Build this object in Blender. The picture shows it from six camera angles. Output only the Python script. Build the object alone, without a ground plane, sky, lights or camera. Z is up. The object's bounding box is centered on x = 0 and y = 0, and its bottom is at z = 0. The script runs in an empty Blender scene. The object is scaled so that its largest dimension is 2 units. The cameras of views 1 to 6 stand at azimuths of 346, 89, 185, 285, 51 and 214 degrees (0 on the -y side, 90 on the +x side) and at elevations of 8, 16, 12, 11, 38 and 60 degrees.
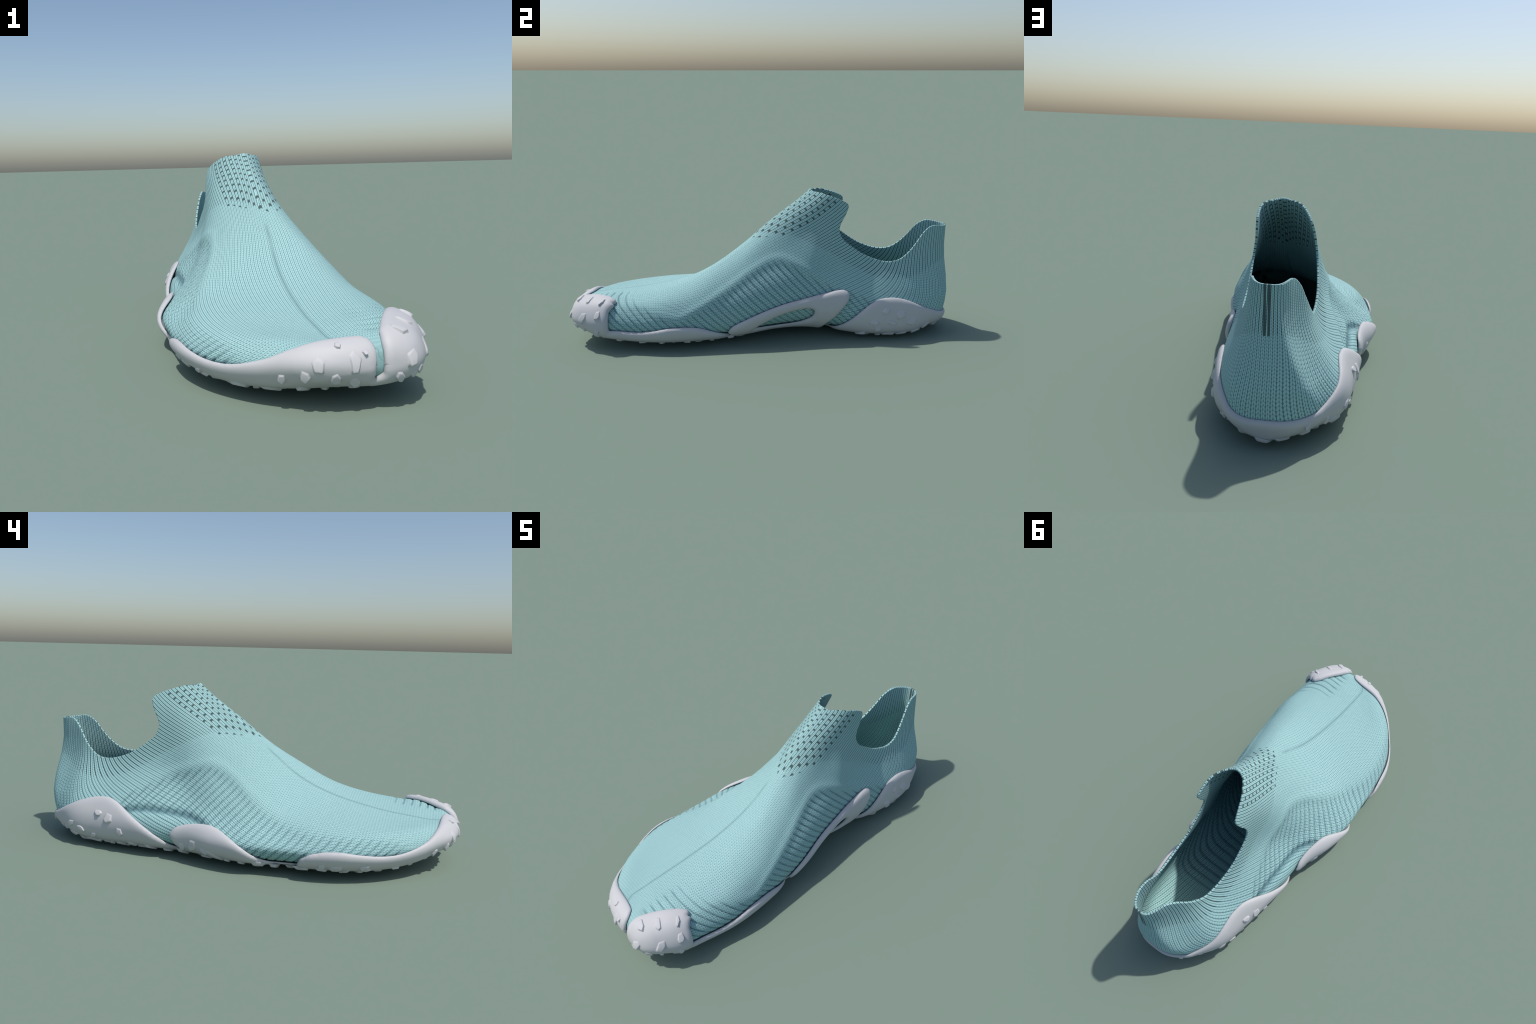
import math
import numpy as np

# ----------------------------------------------------------------------------
# 1. THE LAST: cross-sections of the knitted sock, toe (-y) to heel (+y)
#    each section: T = crest, m = medial side going down, B = underside,
#    l = lateral side going down; points are (x, z)
# ----------------------------------------------------------------------------
def section(y, T, m, B, l):
    return (y, [T] + m + [B] + l[::-1])

SECTIONS = [
    section(-0.90, (.175, .227), [(.228, .227), (.284, .204), (.312, .15), (.295, .112), (.24, .09)], (.13, .083),
            [(.07, .212), (-.052, .190), (-.093, .152), (-.062, .118), (.02, .098)]),
    section(-0.82, (.18, .242), [(.245, .244), (.315, .220), (.352, .15), (.332, .095), (.26, .068)], (.10, .062),
            [(.02, .213), (-.135, .194), (-.183, .139), (-.142, .093), (-.06, .070)]),
    section(-0.70, (.16, .246), [(.245, .249), (.328, .222), (.370, .145), (.346, .08), (.27, .050)], (.06, .042),
            [(-.05, .216), (-.228, .188), (-.277, .127), (-.235, .076), (-.15, .05)]),
    section(-0.55, (.15, .270), [(.24, .269), (.335, .232), (.383, .147), (.360, .075), (.28, .042)], (.03, .032),
            [(-.10, .229), (-.290, .184), (-.342, .125), (-.30, .07), (-.21, .042)]),
    section(-0.40, (.155, .316), [(.235, .308), (.322, .252), (.370, .155), (.352, .075), (.28, .042)], (.02, .032),
            [(-.09, .254), (-.312, .178), (-.364, .121), (-.328, .07), (-.23, .042)]),
    section(-0.25, (.165, .395), [(.225, .377), (.292, .315), (.348, .20), (.338, .09), (.27, .045)], (.01, .033),
            [(-.08, .299), (-.30, .182), (-.372, .124), (-.34, .07), (-.24, .042)]),
    section(-0.10, (.115, .494), [(.19, .464), (.26, .385), (.330, .24), (.318, .11), (.24, .055)], (.0, .033),
            [(-.055, .395), (-.29, .204), (-.373, .127), (-.345, .072), (-.25, .040)]),
    section(0.05, (.085, .617), [(.145, .580), (.22, .455), (.294, .285), (.282, .13), (.21, .07)], (.0, .042),
            [(-.040, .505), (-.250, .235), (-.343, .13), (-.32, .076), (-.23, .038)]),
    section(0.20, (.07, .73), [(.135, .684), (.184, .535), (.258, .33), (.264, .15), (.20, .080)], (.0, .045),
            [(-.060, .595), (-.188, .295), (-.292, .14), (-.28, .080), (-.205, .037)]),
    section(0.35, (.06, .86), [(.15, .77), (.172, .60), (.207, .40), (.262, .19), (.205, .070)], (.01, .04),
            [(-.062, .68), (-.135, .38), (-.284, .15), (-.270, .080), (-.195, .037)]),
    section(0.50, (.05, .92), [(.14, .80), (.165, .58), (.188, .40), (.260, .19), (.228, .055)], (.015, .03),
            [(-.07, .70), (-.12, .40), (-.265, .15), (-.248, .075), (-.185, .036)]),
    section(0.65, (.045, .90), [(.125, .80), (.155, .56), (.178, .40), (.254, .175), (.235, .052)], (.02, .028),
            [(-.06, .70), (-.10, .40), (-.238, .15), (-.23, .075), (-.175, .035)]),
    section(0.80, (.04, .85), [(.108, .75), (.134, .56), (.157, .40), (.228, .175), (.212, .055)], (.02, .032),
            [(-.048, .65), (-.086, .40), (-.205, .15), (-.195, .08), (-.145, .042)]),
    section(0.90, (.045, .80), [(.096, .72), (.121, .56), (.136, .40), (.186, .175), (.166, .072)], (.025, .046),
            [(-.018, .62), (-.043, .40), (-.140, .152), (-.134, .10), (-.095, .060)]),
]
TOE_Y, TOE_X, TOE_Z = -0.968, .175, .148      # foremost point of the sock
HEEL_Y, HEEL_X = 0.985, .044                   # line of the heel back


def lerp_table(x, pts):
    p = np.array(pts)
    return np.interp(x, p[:, 0], p[:, 1])


def smooth01(t):
    t = np.clip(t, 0, 1)
    return t * t * (3 - 2 * t)


def spline(t, knots, values):
    """non-uniform Catmull-Rom through values (n, ...) at knots, with end slopes one-sided"""
    knots = np.asarray(knots, float)
    v = np.asarray(values, float)
    d = (v[1:] - v[:-1]) / (knots[1:] - knots[:-1]).reshape((-1,) + (1,) * (v.ndim - 1))
    h = knots[1:] - knots[:-1]
    m = np.empty_like(v)
    w = (h[1:] / (h[1:] + h[:-1])).reshape((-1,) + (1,) * (v.ndim - 1))
    m[1:-1] = d[:-1] * w + d[1:] * (1 - w)
    m[0], m[-1] = d[0], d[-1]
    t = np.asarray(t, float)
    i = np.clip(np.searchsorted(knots, t, side="right") - 1, 0, len(knots) - 2)
    hh = h[i]
    u = (t - knots[i]) / hh
    sh = (-1,) + (1,) * (v.ndim - 1)
    u, hh = u.reshape(sh), hh.reshape(sh)
    return ((2 * u**3 - 3 * u**2 + 1) * v[i] + (u**3 - 2 * u**2 + u) * hh * m[i]
            + (-2 * u**3 + 3 * u**2) * v[i + 1] + (u**3 - u**2) * hh * m[i + 1])


HEEL_BACK = [(0, -.05), (.06, -.022), (.10, -.004), (.16, .008), (.22, .015), (.30, .009), (.40, -.008), (.48, -.014), (.58, -.012), (.7, 0.0)]


SEAM_X = [(-.96, .15), (-.93, .06), (-.87, .030), (-.685, .031), (-.511, .038), (-.319, .05), (-.152, .064), (-.07, .066), (.1, .065), (.25, .065), (.42, .06), (.6, .05), (1.0, .05)]
UNDER_X = [(-.96, .16), (-.93, .14), (-.85, .10), (-.5, .03), (0, 0), (.6, .02), (.85, .03), (1.0, .035)]


def cross_at(loop, L, x, half, guess):
    """arc position where the ring crosses x on its upper or lower half"""
    d = loop[:, 0] - x
    k = [i for i in range(len(loop) - 1) if d[i] * d[i + 1] <= 0 and half[i]]
    if not k:
        return guess
    i = min(k, key=lambda i: min(abs(L[i] - guess), L[-1] - abs(L[i] - guess)))
    return L[i] + (L[i + 1] - L[i]) * d[i] / (d[i] - d[i + 1] + 1e-12)


def build_last(n_along=420, per=22):
    """point grid (n_along, n_around, 3) of the sock surface"""
    K = 12
    rows = [np.array([(x, y, z) for x, z in pts]) for y, pts in SECTIONS]
    # rounded ends: the last full section shrinks on a quarter ellipse
    toe, heel = [], []
    toe_run, heel_run = TOE_Y - rows[0][0, 1], HEEL_Y - rows[-1][0, 1]
    toe_lin = (rows[0] - rows[1]) / (rows[0] - rows[1])[:, 1:2] * toe_run
    heel_lin = (rows[-1] - rows[-2]) / (rows[-1] - rows[-2])[:, 1:2] * heel_run
    for a in np.radians([88, 78, 66, 52, 38, 24, 11]):
        k, c = math.sin(a), math.cos(a)
        r = rows[0] + toe_lin * k * np.array([.9, 1, .8])
        r[:, 0] = TOE_X + (r[:, 0] - TOE_X) * c ** .45
        r[:, 2] = TOE_Z + (r[:, 2] - TOE_Z) * c ** .7
        if not toe:                                          # the very tip closes to a point
            tip = r.copy()
            tip[:, 0] = TOE_X + (r[:, 0] - TOE_X) * .04
            tip[:, 2] = TOE_Z + (r[:, 2] - TOE_Z) * .04
            toe.append(tip)
        toe.append(r)
        r = rows[-1] + heel_lin * k * np.array([.9, 1, 0])
        r[:, 0] = HEEL_X + (r[:, 0] - HEEL_X) * c ** .6
        even = (r[:, 2] + np.roll(r[::-1, 2], 1)) / 2
        r[:, 2] += (even - r[:, 2]) * k * k
        heel.append(r)
    stack = np.array(toe + rows + heel[::-1])
    step = np.sqrt(((stack[1:] - stack[:-1]) ** 2).sum(-1)).mean(1)
    knots = np.concatenate([[0], np.cumsum(step)])
    t = np.linspace(0, knots[-1], n_along)
    ctrl = spline(t, knots, stack)                          # (n_along, K, 3)
    out = np.empty((n_along, K * per, 3))
    starts, todo = None, []
    for i, ring in enumerate(ctrl):
        closed = np.concatenate([ring[-3:], ring, ring[:4]])
        seg = np.sqrt(((closed[1:] - closed[:-1]) ** 2).sum(-1)) ** .5 + 1e-4
        k = np.concatenate([[0], np.cumsum(seg)])
        a, b = k[3], k[3 + K]
        tt = np.concatenate([np.linspace(k[3 + s], k[4 + s], per, endpoint=False) for s in range(K)])
        pts = spline(tt, k, closed)
        # even out spacing around the ring
        loop = np.concatenate([pts, pts[:1]])
        L = np.concatenate([[0], np.cumsum(np.sqrt(((loop[1:] - loop[:-1]) ** 2).sum(-1)) + 1e-6)])
        # index 0 lies on the seam over the instep, index n/2 on the line under the foot
        h = K * per // 2
        xs, xb = lerp_table(ring[0, 1], SEAM_X), lerp_table(ring[0, 1], UNDER_X)
        w_, z_ = np.ptp(loop[:, 0]) + 1e-6, loop[:, 2]
        zm = .5 * (z_.max() + z_.min())
        end = L[-1]
        s0, s1 = cross_at(loop, L, xs, z_ >= zm, L[0]), cross_at(loop, L, xb, z_ < zm, L[h])
        if s0 > end / 2:
            s0 -= end
        back = smooth01((ring[0, 1] - .45) / .2)             # towards the heel both lines run on the middle of the section
        s0, s1 = s0 * (1 - back), s1 + (L[h] - s1) * back
        if i >= 12 and starts is None:
            starts = (s0 / end, s1 / end)
        todo.append((loop, L, s0, s1))
    for i, (loop, L, s0, s1) in enumerate(todo):
        end, h = L[-1], K * per // 2
        if i < 12:
            s0, s1 = starts[0] * end, starts[1] * end
        tgt = np.concatenate([np.linspace(s0, s1, h, endpoint=False), np.linspace(s1, s0 + end, h, endpoint=False)]) % end
        out[i] = np.stack([np.interp(tgt, L, loop[:, c]) for c in range(3)], -1)
    P = out
    # heel-back profile
    w = smooth01((P[..., 1] - .70) / .29)
    P[..., 1] += w * lerp_table(P[..., 2], HEEL_BACK)
    return P


def grid_normals(P):
    du = np.gradient(P, axis=0)
    dv = np.roll(P, -1, 1) - np.roll(P, 1, 1)
    n = np.cross(dv, du)
    n /= np.linalg.norm(n, axis=-1, keepdims=True) + 1e-12
    for e in (0, -1):                                       # both ends are zipped shut: one normal per pair
        pair = n[e] + np.roll(n[e][::-1], 1, 0)
        n[e] = pair / (np.linalg.norm(pair, axis=-1, keepdims=True) + 1e-12)
    for r in range(4):                                      # blunt toe tip
        w = (1, .9, .6, .25)[r]
        n[r] = n[r] * (1 - w) + np.array([0, -np.sign((n[8] * [0, -1, 0]).sum()), 0]) * w
        n[r] /= np.linalg.norm(n[r], axis=-1, keepdims=True)
    c = P.mean((0, 1))
    if ((P - c) * n).sum() < 0:
        n = -n
    return n

# the opening of the sock in side view (y, z), cut straight across
COLLAR = [(.10, .98), (.20, .86), (.250, .771), (.30, .763), (.35, .748), (.40, .729), (.437, .703), (.425, .655), (.40, .605), (.394, .57), (.412, .53),
          (.462, .488), (.545, .437), (.645, .408), (.71, .415), (.762, .450), (.803, .497), (.843, .552), (.885, .582), (.96, .577), (1.1, .577)]


def dense_curve(pts, n=12):
    p = np.array(pts, float)
    k = np.concatenate([[0], np.cumsum(np.sqrt(((p[1:] - p[:-1]) ** 2).sum(-1)) ** .5)])
    t = np.concatenate([np.linspace(a, b, n, endpoint=False) for a, b in zip(k[:-1], k[1:])] + [[k[-1]]])
    return spline(t, k, p)


def poly_sdf(q, poly):
    """signed distance (positive inside) of points q (n,2) to closed polygon"""
    d = np.full(len(q), 1e9)
    inside = np.zeros(len(q), bool)
    b = np.roll(poly, -1, 0)
    for (ax, ay), (bx, by) in zip(poly, b):
        ex, ey = bx - ax, by - ay
        wx, wy = q[:, 0] - ax, q[:, 1] - ay
        t = np.clip((wx * ex + wy * ey) / (ex * ex + ey * ey + 1e-12), 0, 1)
        d = np.minimum(d, (wx - ex * t) ** 2 + (wy - ey * t) ** 2)
        if ey != 0:
            c = ((ay <= q[:, 1]) != (by <= q[:, 1])) & (q[:, 0] < ax + ex * (q[:, 1] - ay) / ey)
            inside ^= c
    d = np.sqrt(d)
    return np.where(inside, d, -d)
#NUMPY_END
import bpy

# ----------------------------------------------------------------------------
# 2. MESH HELPERS
# ----------------------------------------------------------------------------
def grid_faces(n, m):
    i, j = np.meshgrid(np.arange(n - 1), np.arange(m), indexing="ij")
    j2 = (j + 1) % m
    tube = np.stack([i * m + j, i * m + j2, (i + 1) * m + j2, (i + 1) * m + j], -1).reshape(-1, 4)
    a = np.arange(0, m // 2)                                # zip both open ends shut
    b, a2, b2 = (-a) % m, a + 1, (-a - 1) % m
    end = np.stack([a, b, b2, a2], -1)
    return np.vstack([tube, end, end[:, ::-1] + (n - 1) * m])


def clip(data, quads, f):
    """keep the part of a quad mesh where f > 0; data is (n, c), its columns are interpolated on the cut"""
    pos = f > 0
    cnt = pos[quads].sum(1)
    faces = [tuple(dict.fromkeys(q.tolist())) for q in quads[cnt == 4]]
    faces = [q for q in faces if len(q) > 2]
    new, cache = [], {}
    base = len(data)

    def cut(a, b):
        key = (min(a, b), max(a, b))
        if key not in cache:
            t = f[a] / (f[a] - f[b])
            cache[key] = base + len(new)
            new.append(data[a] * (1 - t) + data[b] * t)
        return cache[key]

    for q in quads[(cnt > 0) & (cnt < 4)]:
        poly = []
        for a, b in zip(q, np.roll(q, -1)):
            if pos[a]:
                poly.append(int(a))
            if pos[a] != pos[b]:
                poly.append(cut(int(a), int(b)))
        poly = list(dict.fromkeys(poly))
        if len(poly) >= 3:
            faces.append(tuple(poly))
    allv = np.vstack([data, np.array(new)]) if new else data
    used = np.unique(np.concatenate([np.array(x) for x in faces]))
    remap = np.full(len(allv), -1)
    remap[used] = np.arange(len(used))
    return allv[used], [tuple(int(remap[k]) for k in fc) for fc in faces]


def border_edges(faces):
    seen = {}
    for fc in faces:
        for a, b in zip(fc, fc[1:] + fc[:1]):
            if (b, a) in seen:
                del seen[(b, a)]
            else:
                seen[(a, b)] = 1
    return list(seen)


def thicken(outer, inner, faces):
    """closed shell from outer and inner positions that share one face list"""
    n = len(outer)
    V = np.vstack([outer, inner])
    F = list(faces) + [tuple(k + n for k in reversed(fc)) for fc in faces]
    for a, b in border_edges(faces):
        F.append((b, a, a + n, b + n))
    return V, F


ROOT = None


def make_object(name, V, F, material, parent=None, smooth=True, attrs=None):
    me = bpy.data.meshes.new(name)
    me.from_pydata(np.asarray(V).tolist(), [], F)
    me.validate()
    if smooth:
        me.polygons.foreach_set("use_smooth", [True] * len(me.polygons))
    for k, vals in (attrs or {}).items():
        at = me.attributes.new(k, "FLOAT", "POINT")
        at.data.foreach_set("value", np.asarray(vals, np.float32))
    me.materials.append(material)
    ob = bpy.data.objects.new(name, me)
    bpy.context.scene.collection.objects.link(ob)
    ob.parent = parent
    return ob


# ----------------------------------------------------------------------------
# 3. MATERIALS
# ----------------------------------------------------------------------------
class Nodes:
    def __init__(self, name):
        self.mat = bpy.data.materials.new(name)
        self.mat.use_nodes = True
        self.t = self.mat.node_tree
        self.bsdf = self.t.nodes["Principled BSDF"]

    def new(self, kind, **props):
        n = self.t.nodes.new(kind)
        for k, v in props.items():
            setattr(n, k, v)
        return n

    def link(self, a, b):
        self.t.links.new(a, b)

    def m(self, op, a, b=None, c=None, clamp=False):
        n = self.new("ShaderNodeMath", operation=op, use_clamp=clamp)
        for i, v in enumerate((a, b, c)):
            if v is None:
                continue
            if isinstance(v, (int, float)):
                n.inputs[i].default_value = v
            else:
                self.link(v, n.inputs[i])
        return n.outputs[0]

    def attr(self, name):
        return self.new("ShaderNodeAttribute", attribute_name=name).outputs["Fac"]

    def step(self, x, lo, hi):
        n = self.new("ShaderNodeMapRange", interpolation_type="SMOOTHSTEP")
        self.link(x, n.inputs["Value"])
        n.inputs["From Min"].default_value, n.inputs["From Max"].default_value = lo, hi
        return n.outputs["Result"]

    def mix(self, fac, a, b):
        n = self.new("ShaderNodeMix", data_type="RGBA")
        if isinstance(fac, (int, float)):
            n.inputs[0].default_value = fac
        else:
            self.link(fac, n.inputs[0])
        for sock, v in ((n.inputs[6], a), (n.inputs[7], b)):
            if isinstance(v, tuple):
                sock.default_value = (*v, 1)
            else:
                self.link(v, sock)
        return n.outputs[2]


YARN = (.365, .592, .592)
GAP = (.112, .208, .222)
DARK = (.026, .052, .056)
FOLD = (.105, .205, .235)  # pleat grooves and crease tinted dark, groove shading baked into the colour
EYELET = (.070, .112, .112)


def knit_material():
    k = Nodes("knitted_yarn")
    wale, course, band, rib = k.attr("wale"), k.attr("course"), k.attr("collar_band"), k.attr("rib_groove")
    u = k.m("FRACT", wale)
    c = k.m("MULTIPLY", k.m("ABSOLUTE", k.m("SUBTRACT", u, .5)), 2.0)          # 0 mid wale, 1 between wales
    t = k.m("FRACT", k.m("ADD", course, k.m("MULTIPLY", c, -.62)))
    across = k.m("SINE", k.m("MULTIPLY", k.m("POWER", c, .8), math.pi))            # two legs of a stitch
    along = k.m("SINE", k.m("MULTIPLY", t, math.pi))
    h = k.m("MULTIPLY", k.m("POWER", k.m("MAXIMUM", across, 0.0), .62), k.m("MULTIPLY_ADD", k.m("POWER", k.m("MAXIMUM", along, 0.0), .75), .62, .38))
    yarn_here = k.step(h, .26, .66)
    noise = k.new("ShaderNodeTexNoise")
    noise.inputs["Scale"].default_value, noise.inputs["Detail"].default_value = 60, 2
    co = k.new("ShaderNodeTexCoord")
    k.link(co.outputs["Object"], noise.inputs["Vector"])
    fluff = k.m("MULTIPLY_ADD", noise.outputs["Fac"], .24, -.12)
    base = k.mix(k.m("ADD", yarn_here, fluff, clamp=True), GAP, YARN)
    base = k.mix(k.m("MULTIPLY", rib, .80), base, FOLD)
    seam = k.m("MULTIPLY", k.step(wale, .95, .15), k.step(band, .0, -.03))
    base = k.mix(k.m("MULTIPLY", seam, .45), base, GAP)
    # open slits between the wales round the collar
    slit = k.m("MULTIPLY", k.step(c, .70, .86), k.step(band, .012, .030))
    thread = k.step(k.m("SINE", k.m("MULTIPLY", course, 2 * math.pi)), .1, .8)
    slit = k.m("MULTIPLY", slit, k.m("SUBTRACT", 1.0, k.m("MULTIPLY", thread, .7)))
    # eyelets of the tongue: every second wale, every fourth course
    wide = k.step(c, .90, .76)
    col = k.m("LESS_THAN", k.m("FRACT", k.m("MULTIPLY", k.m("FLOOR", wale), .5)), .25)
    row = k.m("FRACT", k.m("MULTIPLY", k.m("ADD", course, k.m("MULTIPLY", c, -.9)), .125))
    stagger = k.m("MULTIPLY", k.m("FLOOR", k.m("MULTIPLY", k.m("FRACT", k.m("MULTIPLY", k.m("FLOOR", wale), .25)), 2.0)), .5)
    row = k.m("FRACT", k.m("ADD", row, stagger))
    eye = k.m("MULTIPLY", k.step(row, .02, .06), k.step(row, .34, .29))
    eye = k.m("MULTIPLY", k.m("MULTIPLY", eye, col), wide)
    eye = k.m("MULTIPLY", eye, k.m("MULTIPLY", k.m("LESS_THAN", wale, 13.0), k.m("GREATER_THAN", band, .006)))
    # two dark lines down the heel
    sep = k.new("ShaderNodeSeparateXYZ")
    k.link(co.outputs["Object"], sep.inputs[0])
    x, y, z = sep.outputs
    axis = k.m("SUBTRACT", x, k.m("MULTIPLY_ADD", z, .029, .0383))
    off = k.m("ABSOLUTE", k.m("SUBTRACT", k.m("ABSOLUTE", axis), .0072))
    stripe = k.m("MULTIPLY", k.step(off, .0052, .0036), k.m("MULTIPLY", k.m("GREATER_THAN", y, .9), k.m("GREATER_THAN", z, .405)))
    hole = k.m("MAXIMUM", k.m("MAXIMUM", slit, eye), k.m("MULTIPLY", stripe, .8))
    soft = k.m("MAXIMUM", eye, stripe)
    col_ = k.mix(soft, k.mix(slit, base, DARK), EYELET)
    k.link(col_, k.bsdf.inputs["Base Color"])
    bump = k.new("ShaderNodeBump")
    bump.inputs["Strength"].default_value = .32
    bump.inputs["Distance"].default_value = .004
    k.link(k.m("SUBTRACT", h, k.m("MULTIPLY", hole, 1.2)), bump.inputs["Height"])
    k.link(bump.outputs[0], k.bsdf.inputs["Normal"])
    k.bsdf.inputs["Roughness"].default_value = .85
    k.bsdf.inputs["Specular IOR Level"].default_value = .15
    return k.mat


def rubber_material():
    k = Nodes("white_rubber")
    co = k.new("ShaderNodeTexCoord")
    noise = k.new("ShaderNodeTexNoise")
    noise.inputs["Scale"].default_value, noise.inputs["Detail"].default_value = 5, 3
    k.link(co.outputs["Object"], noise.inputs["Vector"])
    k.link(k.mix(noise.outputs["Fac"], (.490, .491, .505), (.515, .515, .527)), k.bsdf.inputs["Base Color"])
    k.bsdf.inputs["Roughness"].default_value = .55
    k.bsdf.inputs["Specular IOR Level"].default_value = .3
    return k.mat


KNIT, RUBBER = knit_material(), rubber_material()

# ----------------------------------------------------------------------------
# 4. THE KNITTED UPPER
# ----------------------------------------------------------------------------
ROOT = bpy.data.objects.new("slip_on_shoe", None)
bpy.context.scene.collection.objects.link(ROOT)
ROOT["label"] = "pale turquoise knitted slip-on shoe with white rubber wrap-up sole"
ROOT["category"] = "shoe"

P = build_last(560, 22)
NA, NR = P.shape[:2]
medial = np.broadcast_to(np.arange(NR) < NR // 2, (NA, NR)).reshape(-1)
N = grid_normals(P)
X, Y, Z = (P[..., c].reshape(-1) for c in range(3))

# pleated zones on both sides: upper border z(y)
RIB_TOP_MEDIAL = [(-.95, .10), (-.91, .224), (-.785, .262), (-.597, .235), (-.507, .19), (-.432, .165), (-.336, .206), (-.193, .292), (-.049, .385),
                  (.03, .425), (.078, .435), (.176, .405), (.275, .342), (.396, .29), (.52, .25), (.62, .2)]
RIB_TOP_LATERAL = [(-.90, .10), (-.795, .163), (-.668, .188), (-.462, .192), (-.303, .204), (-.207, .232), (-.099, .287), (.011, .367), (.08, .405),
                   (.126, .415), (.215, .394), (.369, .337), (.522, .262), (.6, .2)]


def curve_z(y, pts):
    p = np.array(pts)
    return spline(np.clip(y, p[0, 0], p[-1, 0]), p[:, 0], p[:, 1])


rib_edge = np.where(medial, curve_z(Y, RIB_TOP_MEDIAL), curve_z(Y, RIB_TOP_LATERAL))
below = rib_edge - Z
zone = smooth01((below + .004) / .03) * smooth01((.66 - Y) / .1)
zone *= np.where(medial & (Y < -.55), smooth01((X - .13) / .05), 1)
zone *= np.where(~medial, smooth01((Y + .80) / .1), 1)
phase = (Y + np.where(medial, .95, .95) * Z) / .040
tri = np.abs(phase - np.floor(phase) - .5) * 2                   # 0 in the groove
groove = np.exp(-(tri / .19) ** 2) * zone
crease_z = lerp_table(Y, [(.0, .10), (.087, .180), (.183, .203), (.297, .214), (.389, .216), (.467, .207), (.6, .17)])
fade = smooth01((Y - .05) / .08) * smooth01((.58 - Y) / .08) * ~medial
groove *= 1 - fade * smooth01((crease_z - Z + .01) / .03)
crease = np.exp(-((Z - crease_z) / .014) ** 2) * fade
ridge = np.exp(-((below + .012) / .02) ** 2) * smooth01((.5 - Y) / .2) * smooth01((Y + .6) / .2)
lift = -.006 * groove - .005 * zone * smooth01((below - .0) / .05) - .011 * crease + .004 * ridge
P0, N0 = P, N                                            # smooth form, for the rubber
P = P + N * lift.reshape(NA, NR, 1)
N = grid_normals(P)

# directions of the knit: the wales run from the collar to the toe as on a sock.
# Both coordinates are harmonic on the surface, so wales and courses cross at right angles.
def harmonic(Q, conduct, fixed, value, iters=700):
    n, m = Q.shape[:2]
    i, j = np.meshgrid(np.arange(n - 1), np.arange(m), indexing="ij")
    a, b, c, d = ((i + p) * m + (j + q) % m for p, q in ((0, 0), (1, 0), (1, 1), (0, 1)))
    tris = np.concatenate([np.stack(t, -1).reshape(-1, 3) for t in ((a, b, c), (a, c, d), (a, b, d), (b, c, d))])
    pts, k = Q.reshape(-1, 3), conduct.reshape(-1)
    I, J, W = [], [], []
    for p in range(3):
        o, e, f = tris[:, p], tris[:, (p + 1) % 3], tris[:, (p + 2) % 3]
        u, v = pts[e] - pts[o], pts[f] - pts[o]
        cot = (u * v).sum(1) / (np.linalg.norm(np.cross(u, v), axis=1) + 1e-7)
        I.append(e); J.append(f); W.append(np.clip(cot, .02, 20) * k[tris].min(1))
    I, J, W = np.concatenate(I), np.concatenate(J), np.concatenate(W)
    size = n * m
    diag = np.bincount(I, W, size) + np.bincount(J, W, size)
    free = ~fixed.reshape(-1)

    def apply(x):
        return diag * x - np.bincount(I, W * x[J], size) - np.bincount(J, W * x[I], size)

    x = value.reshape(-1).copy()
    r = np.where(free, -apply(x), 0)
    inv = np.where(free, 1 / diag, 0)
    z = r * inv
    p, rz = z.copy(), r @ z
    for _ in range(iters):
        q = np.where(free, apply(p), 0)
        al = rz / (p @ q + 1e-30)
        x += al * p
        r -= al * q
        z = r * inv
        new = r @ z
        if new < 1e-14:
            break
        p = z + p * (new / rz)
        rz = new
    return x.reshape(n, m)


ci, cj = np.unique(np.r_[np.arange(0, NA, 4), NA - 1]), np.arange(0, NR, 2)
Q = P0[np.ix_(ci, cj)]
opening = np.vstack([dense_curve(COLLAR), [[1.1, 1.5], [.1, 1.5]]])
hole_d = poly_sdf(Q.reshape(-1, 3)[:, 1:], opening).reshape(Q.shape[:2])
cut_out = hole_d > 0
conduct = np.where(cut_out, 2e-3, 1.0)
fixed = np.zeros(Q.shape[:2], bool)
value = np.zeros(Q.shape[:2])
half = len(cj) // 2
fixed[:, 0] = fixed[:, half] = True
fixed[-1, :] = True
value[:, half] = value[-1, :] = 1
fixed[cut_out & ~np.isin(np.arange(len(cj)), [half])[None, :] & (np.arange(len(ci)) < len(ci) - 1)[:, None]] = False
wale_c = harmonic(Q, conduct, fixed, value)


def upsample(c):
    rows = np.array([np.interp(np.arange(NA), ci, c[:, k]) for k in range(c.shape[1])]).T
    rows = np.concatenate([rows, rows[:, :1]], 1)
    jj = np.r_[cj, NR]
    return np.array([np.interp(np.arange(NR), jj, r) for r in rows]).reshape(-1)


TOP_LINE = [(lerp_table(y, SEAM_X), y, z) for y, z in ((-.95, .18), (-.87, .225), (-.685, .248), (-.511, .275), (-.319, .345), (-.152, .437), (-.07, .493), (.1, .645), (.25, .772), (.42, .91))]
SOLE_LINE = [(.12, -.93, .10), (.10, -.85, .06), (.03, -.5, .03), (.0, 0, .04), (.02, .6, .03), (.025, .85, .035)]
SOLE_LINE += [tuple(p) for p in P0[-1, NR // 2:0:-3]]            # and up the back of the heel


def line_distance(q, line):
    d = np.full(len(q), 1e9)
    for a, b in zip(np.array(line[:-1]), np.array(line[1:])):
        e = b - a
        t = np.clip(((q - a) @ e) / (e @ e), 0, 1)
        d = np.minimum(d, ((q - a - t[:, None] * e) ** 2).sum(1))
    return np.sqrt(d)


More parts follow.
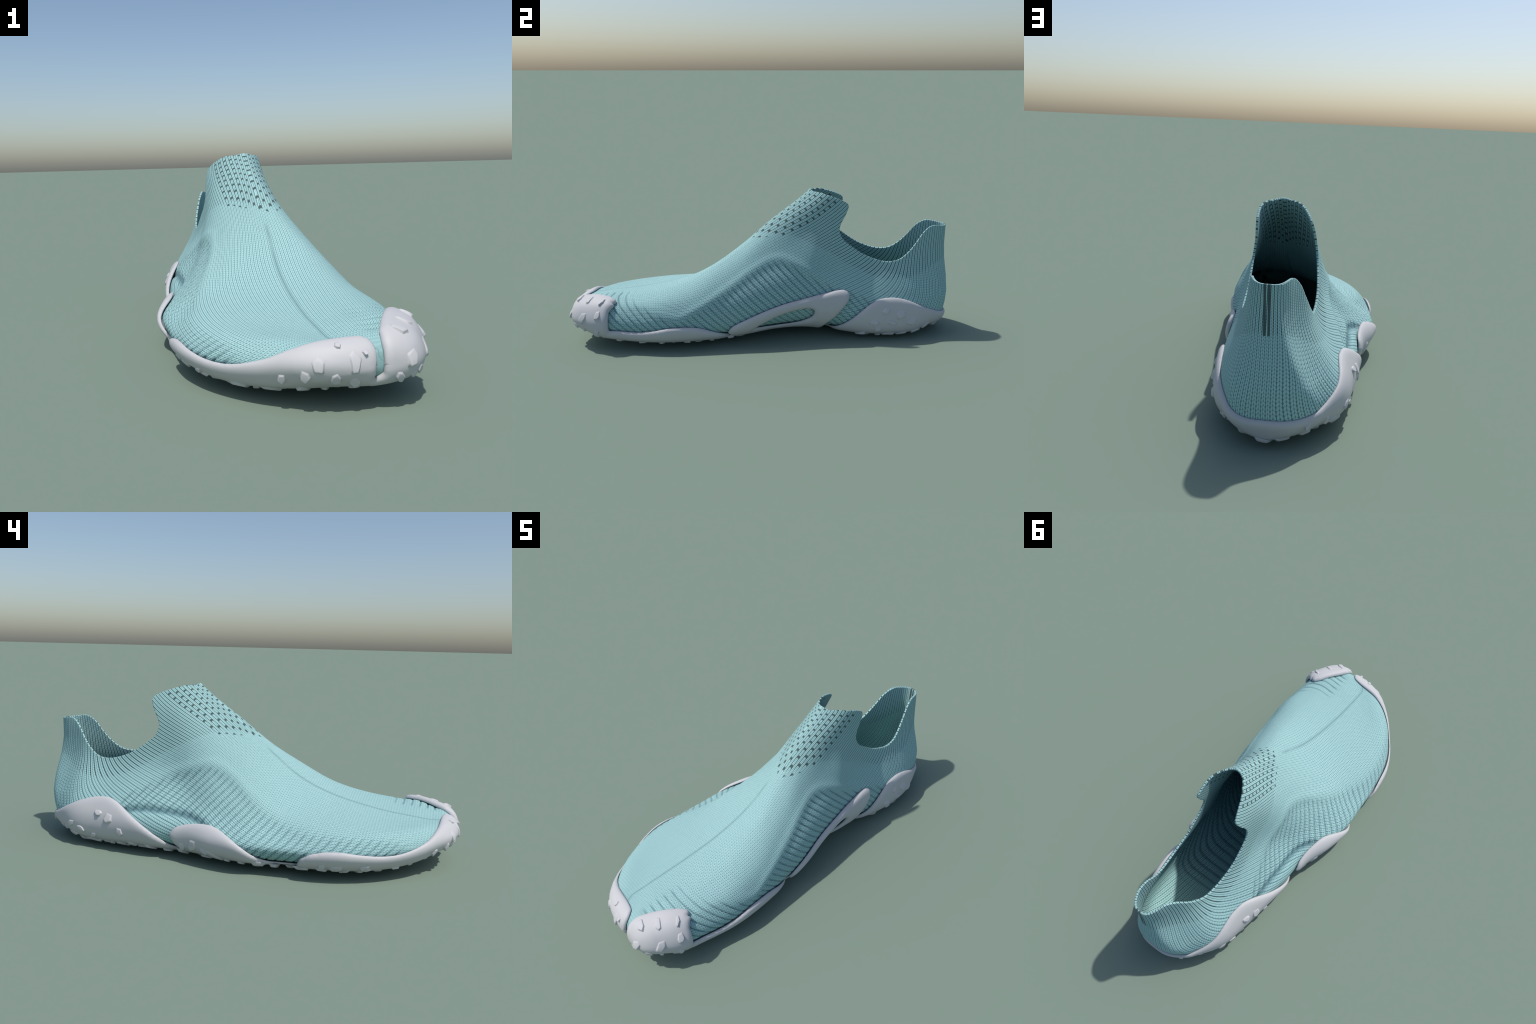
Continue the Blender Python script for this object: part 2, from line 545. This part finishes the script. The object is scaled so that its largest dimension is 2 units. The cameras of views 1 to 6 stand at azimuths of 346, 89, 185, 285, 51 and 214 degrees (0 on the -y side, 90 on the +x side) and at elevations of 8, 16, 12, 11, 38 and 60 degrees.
WALES = 63
flat = P0.reshape(-1, 3)
near_top, near_sole = line_distance(flat, TOP_LINE), line_distance(flat, SOLE_LINE)
rear = (near_top / (near_top + near_sole)).reshape(NA, NR)
sharp = rear.copy()
for _ in range(260):                                     # soften the kinks of the distance fields
    rear[1:-1] = (rear[:-2] + rear[2:] + 2 * rear[1:-1]) / 4
    rear = (np.roll(rear, 1, 1) + np.roll(rear, -1, 1) + 2 * rear) / 4
near_line = smooth01(sharp * (1 - sharp) * 8)
rear = (sharp * (1 - near_line) + rear * near_line).reshape(-1)
to_rear = smooth01((Y + .25) / .55)
wale = WALES * (upsample(wale_c) * (1 - to_rear) + rear * to_rear)
flow = ((1.1 - Y) ** 2 - (Z + .1) ** 2) / 2
course = flow / np.sqrt(np.sqrt(flow ** 2 + .06)) * 1.33 / .0122
BAND = [(-.30, .56), (-.09, .50), (-.047, .525), (.099, .544), (.197, .515), (.345, .445), (.446, .378), (.546, .328), (.645, .298), (.747, .300), (.833, .321), (.9, .36), (1.0, .40)]
band = Z - lerp_table(Y, BAND)

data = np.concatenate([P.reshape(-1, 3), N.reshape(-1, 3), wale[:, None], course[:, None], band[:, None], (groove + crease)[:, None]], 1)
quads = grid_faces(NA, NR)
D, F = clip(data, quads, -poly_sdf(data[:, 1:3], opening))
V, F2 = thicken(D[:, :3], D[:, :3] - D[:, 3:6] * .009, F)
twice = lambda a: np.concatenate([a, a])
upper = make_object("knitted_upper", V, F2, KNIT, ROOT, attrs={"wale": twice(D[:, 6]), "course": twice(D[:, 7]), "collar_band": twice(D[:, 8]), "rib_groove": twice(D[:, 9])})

# ----------------------------------------------------------------------------
# 5. THE RUBBER: pads that wrap up from the sole
# ----------------------------------------------------------------------------
def smin(a, b, r):
    h = np.clip(.5 + .5 * (b - a) / r, 0, 1)
    return b * (1 - h) + a * h - r * h * (1 - h)


def side_mask(outline, on_medial, under=True):
    poly = dense_curve(outline, 6)
    d = poly_sdf(np.stack([Y, Z], 1), poly)
    return np.where(medial == on_medial, d, -.2)


def height_mask(y, z, edge, slope=.85):
    return (curve_z(y, edge) - z) * slope


HEEL_EDGE_MEDIAL = [(.20, .0), (.30, .032), (.38, .062), (.431, .098), (.505, .162), (.545, .196), (.585, .219), (.651, .231), (.742, .216), (.831, .176), (.895, .146), (.96, .120), (1.01, .112)]
HEEL_EDGE_LATERAL = [(.14, .0), (.20, .03), (.27, .064), (.322, .100), (.378, .135), (.462, .181), (.532, .219), (.585, .237), (.644, .237), (.745, .213), (.836, .172), (.905, .138), (.96, .118), (1.01, .112)]
RIM_EDGE = [(-.96, .225), (-.935, .218), (-.91, .212), (-.887, .192), (-.857, .165), (-.812, .143), (-.738, .124), (-.678, .122), (-.588, .129), (-.504, .136),
            (-.428, .129), (-.374, .112), (-.338, .078), (-.32, .03), (-.31, -.05)]
STRIP_EDGE = [(-.80, .114), (-.722, .111), (-.625, .108), (-.546, .117), (-.47, .129), (-.395, .130), (-.319, .121), (-.244, .092), (-.16, .055), (-.10, .02), (0, -.05)]
CAP_PLAN = [(.163, -1.1), (.164, -.952), (.173, -.917), (.201, -.867), (.240, -.805), (.265, -.764), (.288, -.740), (.304, -.739), (.311, -.752), (.321, -.743),
            (.333, -.760), (.343, -.770), (.36, -.772), (.5, -.765), (.5, -1.1)]
SIDE_PAD = [(.259, .121), (.233, .150), (.173, .170), (.104, .180), (.045, .178), (-.024, .156), (-.098, .122), (-.159, .082), (-.25, .050), (-.34, .034), (-.38, -.1),
            (.12, -.1), (.17, .02), (.237, .078)]
LOOP_OUTER = [(-.180, .085), (-.157, .116), (-.099, .146), (-.002, .184), (.096, .215), (.196, .237), (.296, .258), (.376, .275), (.421, .276), (.443, .258), (.441, .228),
              (.415, .190), (.369, .132), (.318, .072), (.28, -.1), (-.10, -.1), (-.15, .02)]
LOOP_HOLE = [(-.055, .090), (-.021, .112), (.048, .146), (.127, .173), (.196, .187), (.246, .186), (.264, .174), (.258, .145), (.209, .113), (.14, .092), (.049, .082)]

heel_mask = np.where(medial, height_mask(Y, Z, HEEL_EDGE_MEDIAL), height_mask(Y, Z, HEEL_EDGE_LATERAL))
split = smooth01((.125 - Z) / .05)
rim_split = .140 + .042 * smooth01((.112 - Z) / .03) - X
rim_mask = smin(height_mask(Y, Z, RIM_EDGE, .8), np.where(Y < -.80, rim_split, .2), .035)
rim_mask = np.where((Y < -.86) | ~medial, rim_mask, -.2)
cap_mask = poly_sdf(np.stack([X + .06 * split, Y], 1), np.array(CAP_PLAN))
strip_mask = np.where(medial, height_mask(Y, Z, STRIP_EDGE), -.2)
strip_mask = np.where(Y < -.80, -.2, strip_mask)
cap_mask = np.maximum(cap_mask, strip_mask)
loop_mask = np.minimum(side_mask(LOOP_OUTER, True), -side_mask(LOOP_HOLE, True))
pad_mask = side_mask(SIDE_PAD, False)
under_mask = np.where(Y < 0, .055, .05) - Z


def rubber_part(name, mask, thick, lip=.026, parent=None, gap=.001):
    d = np.concatenate([P0.reshape(-1, 3), N0.reshape(-1, 3), mask[:, None]], 1)
    D, F = clip(d, quads, mask)
    inside = np.clip(D[:, 6] / lip, 0, 1)
    round_ = np.sqrt(1 - (1 - inside) ** 2)
    out = .006 + (thick - .006) * round_
    inn = gap - (gap + .004) * smooth01(inside)
    V, F2 = thicken(D[:, :3] + D[:, 3:6] * out[:, None], D[:, :3] + D[:, 3:6] * inn[:, None], F)
    return make_object(name, V, F2, RUBBER, parent)


sole = rubber_part("outsole", under_mask, .0155, parent=ROOT)
rubber_part("heel_pad", heel_mask, .018, parent=sole)
rubber_part("forefoot_rim", rim_mask, .0195, parent=sole, gap=.004)
rubber_part("toe_cap", cap_mask, .021, parent=sole)
rubber_part("arch_loop", loop_mask, .020, parent=sole)
rubber_part("side_pad", pad_mask, .0185, parent=sole)

# ----------------------------------------------------------------------------
# 6. LUGS: small faceted studs on the pads and under the sole
# ----------------------------------------------------------------------------
rng = np.random.default_rng(7)


def lug_mesh(k):
    """irregular flat-topped stud, about 1 across and .32 high, flared at the foot"""
    n = 5 + k % 3
    ang = np.sort((np.arange(n) + rng.uniform(-.28, .28, n)) / n * 2 * math.pi)
    rad = rng.uniform(.40, .62, n)
    tilt = rng.uniform(-.16, .16, 2)
    lean = rng.uniform(-.12, .12, 2)
    V, rings = [], [(1.45, -.30, 0), (1.10, .02, 0), (.96, .20, .5), (.86, .29, 1), (.70, .32, 1)]
    for scale, h, w in rings:
        for a, r in zip(ang, rad):
            x, y = r * scale * math.cos(a) + lean[0] * w, r * scale * math.sin(a) + lean[1] * w
            V.append((x, y, h + w * (tilt[0] * x + tilt[1] * y)))
    F = [(a * n + i, a * n + (i + 1) % n, (a + 1) * n + (i + 1) % n, (a + 1) * n + i) for a in range(len(rings) - 1) for i in range(n)]
    F.append(tuple((len(rings) - 1) * n + i for i in range(n)))
    F.append(tuple(reversed(range(n))))
    me = bpy.data.meshes.new("lug")
    me.from_pydata(V, [], F)
    me.polygons.foreach_set("use_smooth", [True] * len(me.polygons))
    me.materials.append(RUBBER)
    ob = bpy.data.objects.new("lug", me)
    bpy.context.scene.collection.objects.link(ob)
    bev = ob.modifiers.new("round", "BEVEL")
    bev.width, bev.segments, bev.limit_method = .05, 2, "ANGLE"
    bev.angle_limit = math.radians(25)
    dg = bpy.context.evaluated_depsgraph_get()
    done = bpy.data.meshes.new_from_object(ob.evaluated_get(dg))
    bpy.data.objects.remove(ob)
    bpy.data.meshes.remove(me)
    done.name = "lug"
    return done


LUG_MESHES = [lug_mesh(k) for k in range(9)]
PV, NV = P0.reshape(-1, 3), N0.reshape(-1, 3)
from mathutils import Matrix, Vector


def nearest(p):
    return int(((PV - np.array(p)) ** 2).sum(1).argmin())


def frame_at(p, turn):
    k = nearest(p)
    nrm = Vector(NV[k]).normalized()
    fore = Vector((0, 1, 0)) if abs(nrm.y) < .8 else Vector((1, 0, 0))
    t = (fore - nrm * fore.dot(nrm)).normalized()
    b = nrm.cross(t)
    c, s_ = math.cos(turn), math.sin(turn)
    return k, nrm, t * c + b * s_, b * c - t * s_


def put_lug(p, length, width, turn, thick, height=.30):
    k, nrm, e1, e2 = frame_at(p, turn)
    ob = bpy.data.objects.new("lug", LUG_MESHES[int(rng.integers(len(LUG_MESHES)))])
    m = Matrix((e1 * length, e2 * width, nrm * (height * .1))).transposed().to_4x4()
    m.translation = Vector(PV[k]) + nrm * thick
    bpy.context.scene.collection.objects.link(ob)
    ob.parent = sole
    ob.matrix_world = m


def side_lug(p, length, width, turn, thick, tall):
    """stud that follows the curved wall: flush at its upper end, proud at its lower end"""
    k, nrm, e1, e2 = frame_at(p, turn)
    down = Vector((0, 0, -1))
    down = (down - nrm * down.dot(nrm))
    n, m = int(rng.integers(5, 7)), 4
    ang = (np.arange(n) + rng.uniform(-.25, .25, n) + rng.uniform()) / n * 2 * math.pi
    rad = rng.uniform(.44, .60, n)
    corner = np.stack([np.cos(ang) * rad * length, np.sin(ang) * rad * width], 1)
    edge = np.concatenate([[corner[i] * (1 - f) + corner[(i + 1) % n] * f for f in np.arange(m) / m] for i in range(n)])
    local = PV[((PV - PV[k]) ** 2).sum(1) < (1.2 * max(length, width)) ** 2 + 4e-4]
    ln = NV[((PV - PV[k]) ** 2).sum(1) < (1.2 * max(length, width)) ** 2 + 4e-4]
    V, rings = [], [(1.55, -.0025, 0), (1.30, -.0004, 0), (1.08, .0, .30), (.99, 0, .80), (.90, 0, .97), (.76, 0, 1.0), (.35, 0, 1.0)]
    reach = max(length, width) * .5
    for scale, base, rise in rings:
        for a, b in edge:
            q = np.array(Vector(PV[k]) + e1 * (a * scale) + e2 * (b * scale))
            j = ((local - q) ** 2).sum(1).argmin()
            q = q - ln[j] * ((q - local[j]) @ ln[j])
            t = (Vector(q) - Vector(PV[k])).dot(down) / reach
            q = q + ln[j] * (thick + base + rise * tall * float(np.clip(.62 + .5 * t, .08, 1.2)))
            V.append(q)
    c = n * m
    F = [(r * c + i, r * c + (i + 1) % c, (r + 1) * c + (i + 1) % c, (r + 1) * c + i) for r in range(len(rings) - 1) for i in range(c)]
    F.append(tuple((len(rings) - 1) * c + i for i in range(c)))
    ob = make_object("lug", np.array(V), F, RUBBER, sole)
    return ob


# (place on the foot), length along the foot, width, turn in degrees
TOE_LUGS = [((.223, -.923, .217), .040, .022, 60), ((.268, -.872, .225), .042, .022, 60), ((.240, -.954, .158), .034, .026, 70), ((.304, -.894, .159), .050, .032, 60),
            ((.328, -.813, .177), .036, .024, 50), ((.333, -.819, .120), .024, .018, 60), ((.330, -.835, .088), .042, .016, 35), ((.262, -.95, .112), .022, .018, 20),
            ((.315, -.90, .105), .018, .016, 0), ((.303, -.803, .216), .034, .012, 50), ((.278, -.939, .124), .024, .018, 10), ((.21, -.955, .12), .03, .02, 40)]
RIM_LUGS = [((.035, -.936, .192), .018, .014, 0), ((.073, -.955, .162), .044, .032, 80), ((.105, -.955, .178), .014, .014, 0), ((.024, -.951, .126), .030, .024, 20),
            ((.083, -.950, .108), .034, .024, 60), ((-.058, -.928, .128), .026, .026, 30), ((-.024, -.942, .158), .026, .030, 40), ((-.294, -.600, .089), .036, .018, 10),
            ((-.29, -.61, .064), .038, .020, -25), ((-.33, -.495, .066), .046, .030, 0), ((-.345, -.44, .072), .03, .024, 30), ((-.12, -.89, .10), .03, .02, 20)]
HEEL_LUGS = [((-.215, .622, .159), .034, .020, -25), ((-.223, .565, .148), .038, .038, 20), ((-.228, .502, .118), .034, .026, -30), ((-.211, .464, .076), .040, .024, -15),
             ((-.14, .86, .10), .040, .024, -30), ((-.189, .774, .113), .034, .022, 35), ((-.08, .93, .105), .014, .024, 0), ((-.17, .78, .075), .05, .026, 15),
             ((-.176, .687, .068), .075, .028, 0), ((-.199, .531, .070), .038, .016, 0), ((-.16, .73, .052), .04, .022, 10),
             ((.233, .629, .164), .036, .024, 10), ((.227, .707, .147), .048, .036, 30), ((.22, .58, .117), .040, .022, 10), ((.187, .543, .072), .044, .018, 0),
             ((.203, .653, .078), .052, .022, 0), ((.20, .72, .072), .05, .02, 10), ((.19, .79, .075), .045, .02, -10), ((.215, .60, .09), .03, .018, 20), ((-.19, .60, .06), .05, .024, -5), ((-.185, .65, .10), .03, .018, 20), ((-.17, .83, .08), .04, .02, 25), ((-.21, .42, .06), .04, .02, -10), ((-.2, .72, .10), .035, .016, -20), ((.221, .665, .111), .044, .016, -15), ((.211, .762, .111), .050, .028, 20), ((.17, .84, .09), .044, .018, 20)]
PAD_LUGS = [((-.273, .189, .092), .034, .026, -20), ((-.297, .131, .098), .034, .048, -30), ((-.315, .073, .092), .034, .022, -30), ((-.31, .03, .078), .075, .026, -35)]
for table, thick in ((TOE_LUGS, .021), (RIM_LUGS, .0195), (HEEL_LUGS, .018), (PAD_LUGS, .0185)):
    for p, a, b, turn in table:
        side_lug(p, a * 1.05, b * 1.05, math.radians(turn + rng.uniform(-8, 8)), thick, rng.uniform(.008, .012))

# tread under the sole, spread at random but never touching
under = np.flatnonzero((NV[:, 2] < -.90) & (PV[:, 2] < .075) & ~((PV[:, 0] > .08) & (PV[:, 1] > -.1) & (PV[:, 1] < .5)))
placed = []
for k in rng.permutation(under):
    p = PV[k]
    if all((p[0] - q[0]) ** 2 + (p[1] - q[1]) ** 2 > .062 ** 2 for q in placed):
        placed.append(p)
        put_lug(p, rng.uniform(.036, .058), rng.uniform(.026, .040), rng.uniform(0, math.pi), .0185, .24)

bpy.context.view_layer.update()
low = min((o.matrix_world @ Vector(v.co)).z for o in bpy.data.objects if o.type == "MESH" and o.name.startswith(("lug", "outsole", "heel")) for v in o.data.vertices)
ROOT.location.z = -low
print("lugs", len([o for o in bpy.data.objects if o.name.startswith("lug")]), "low", low)
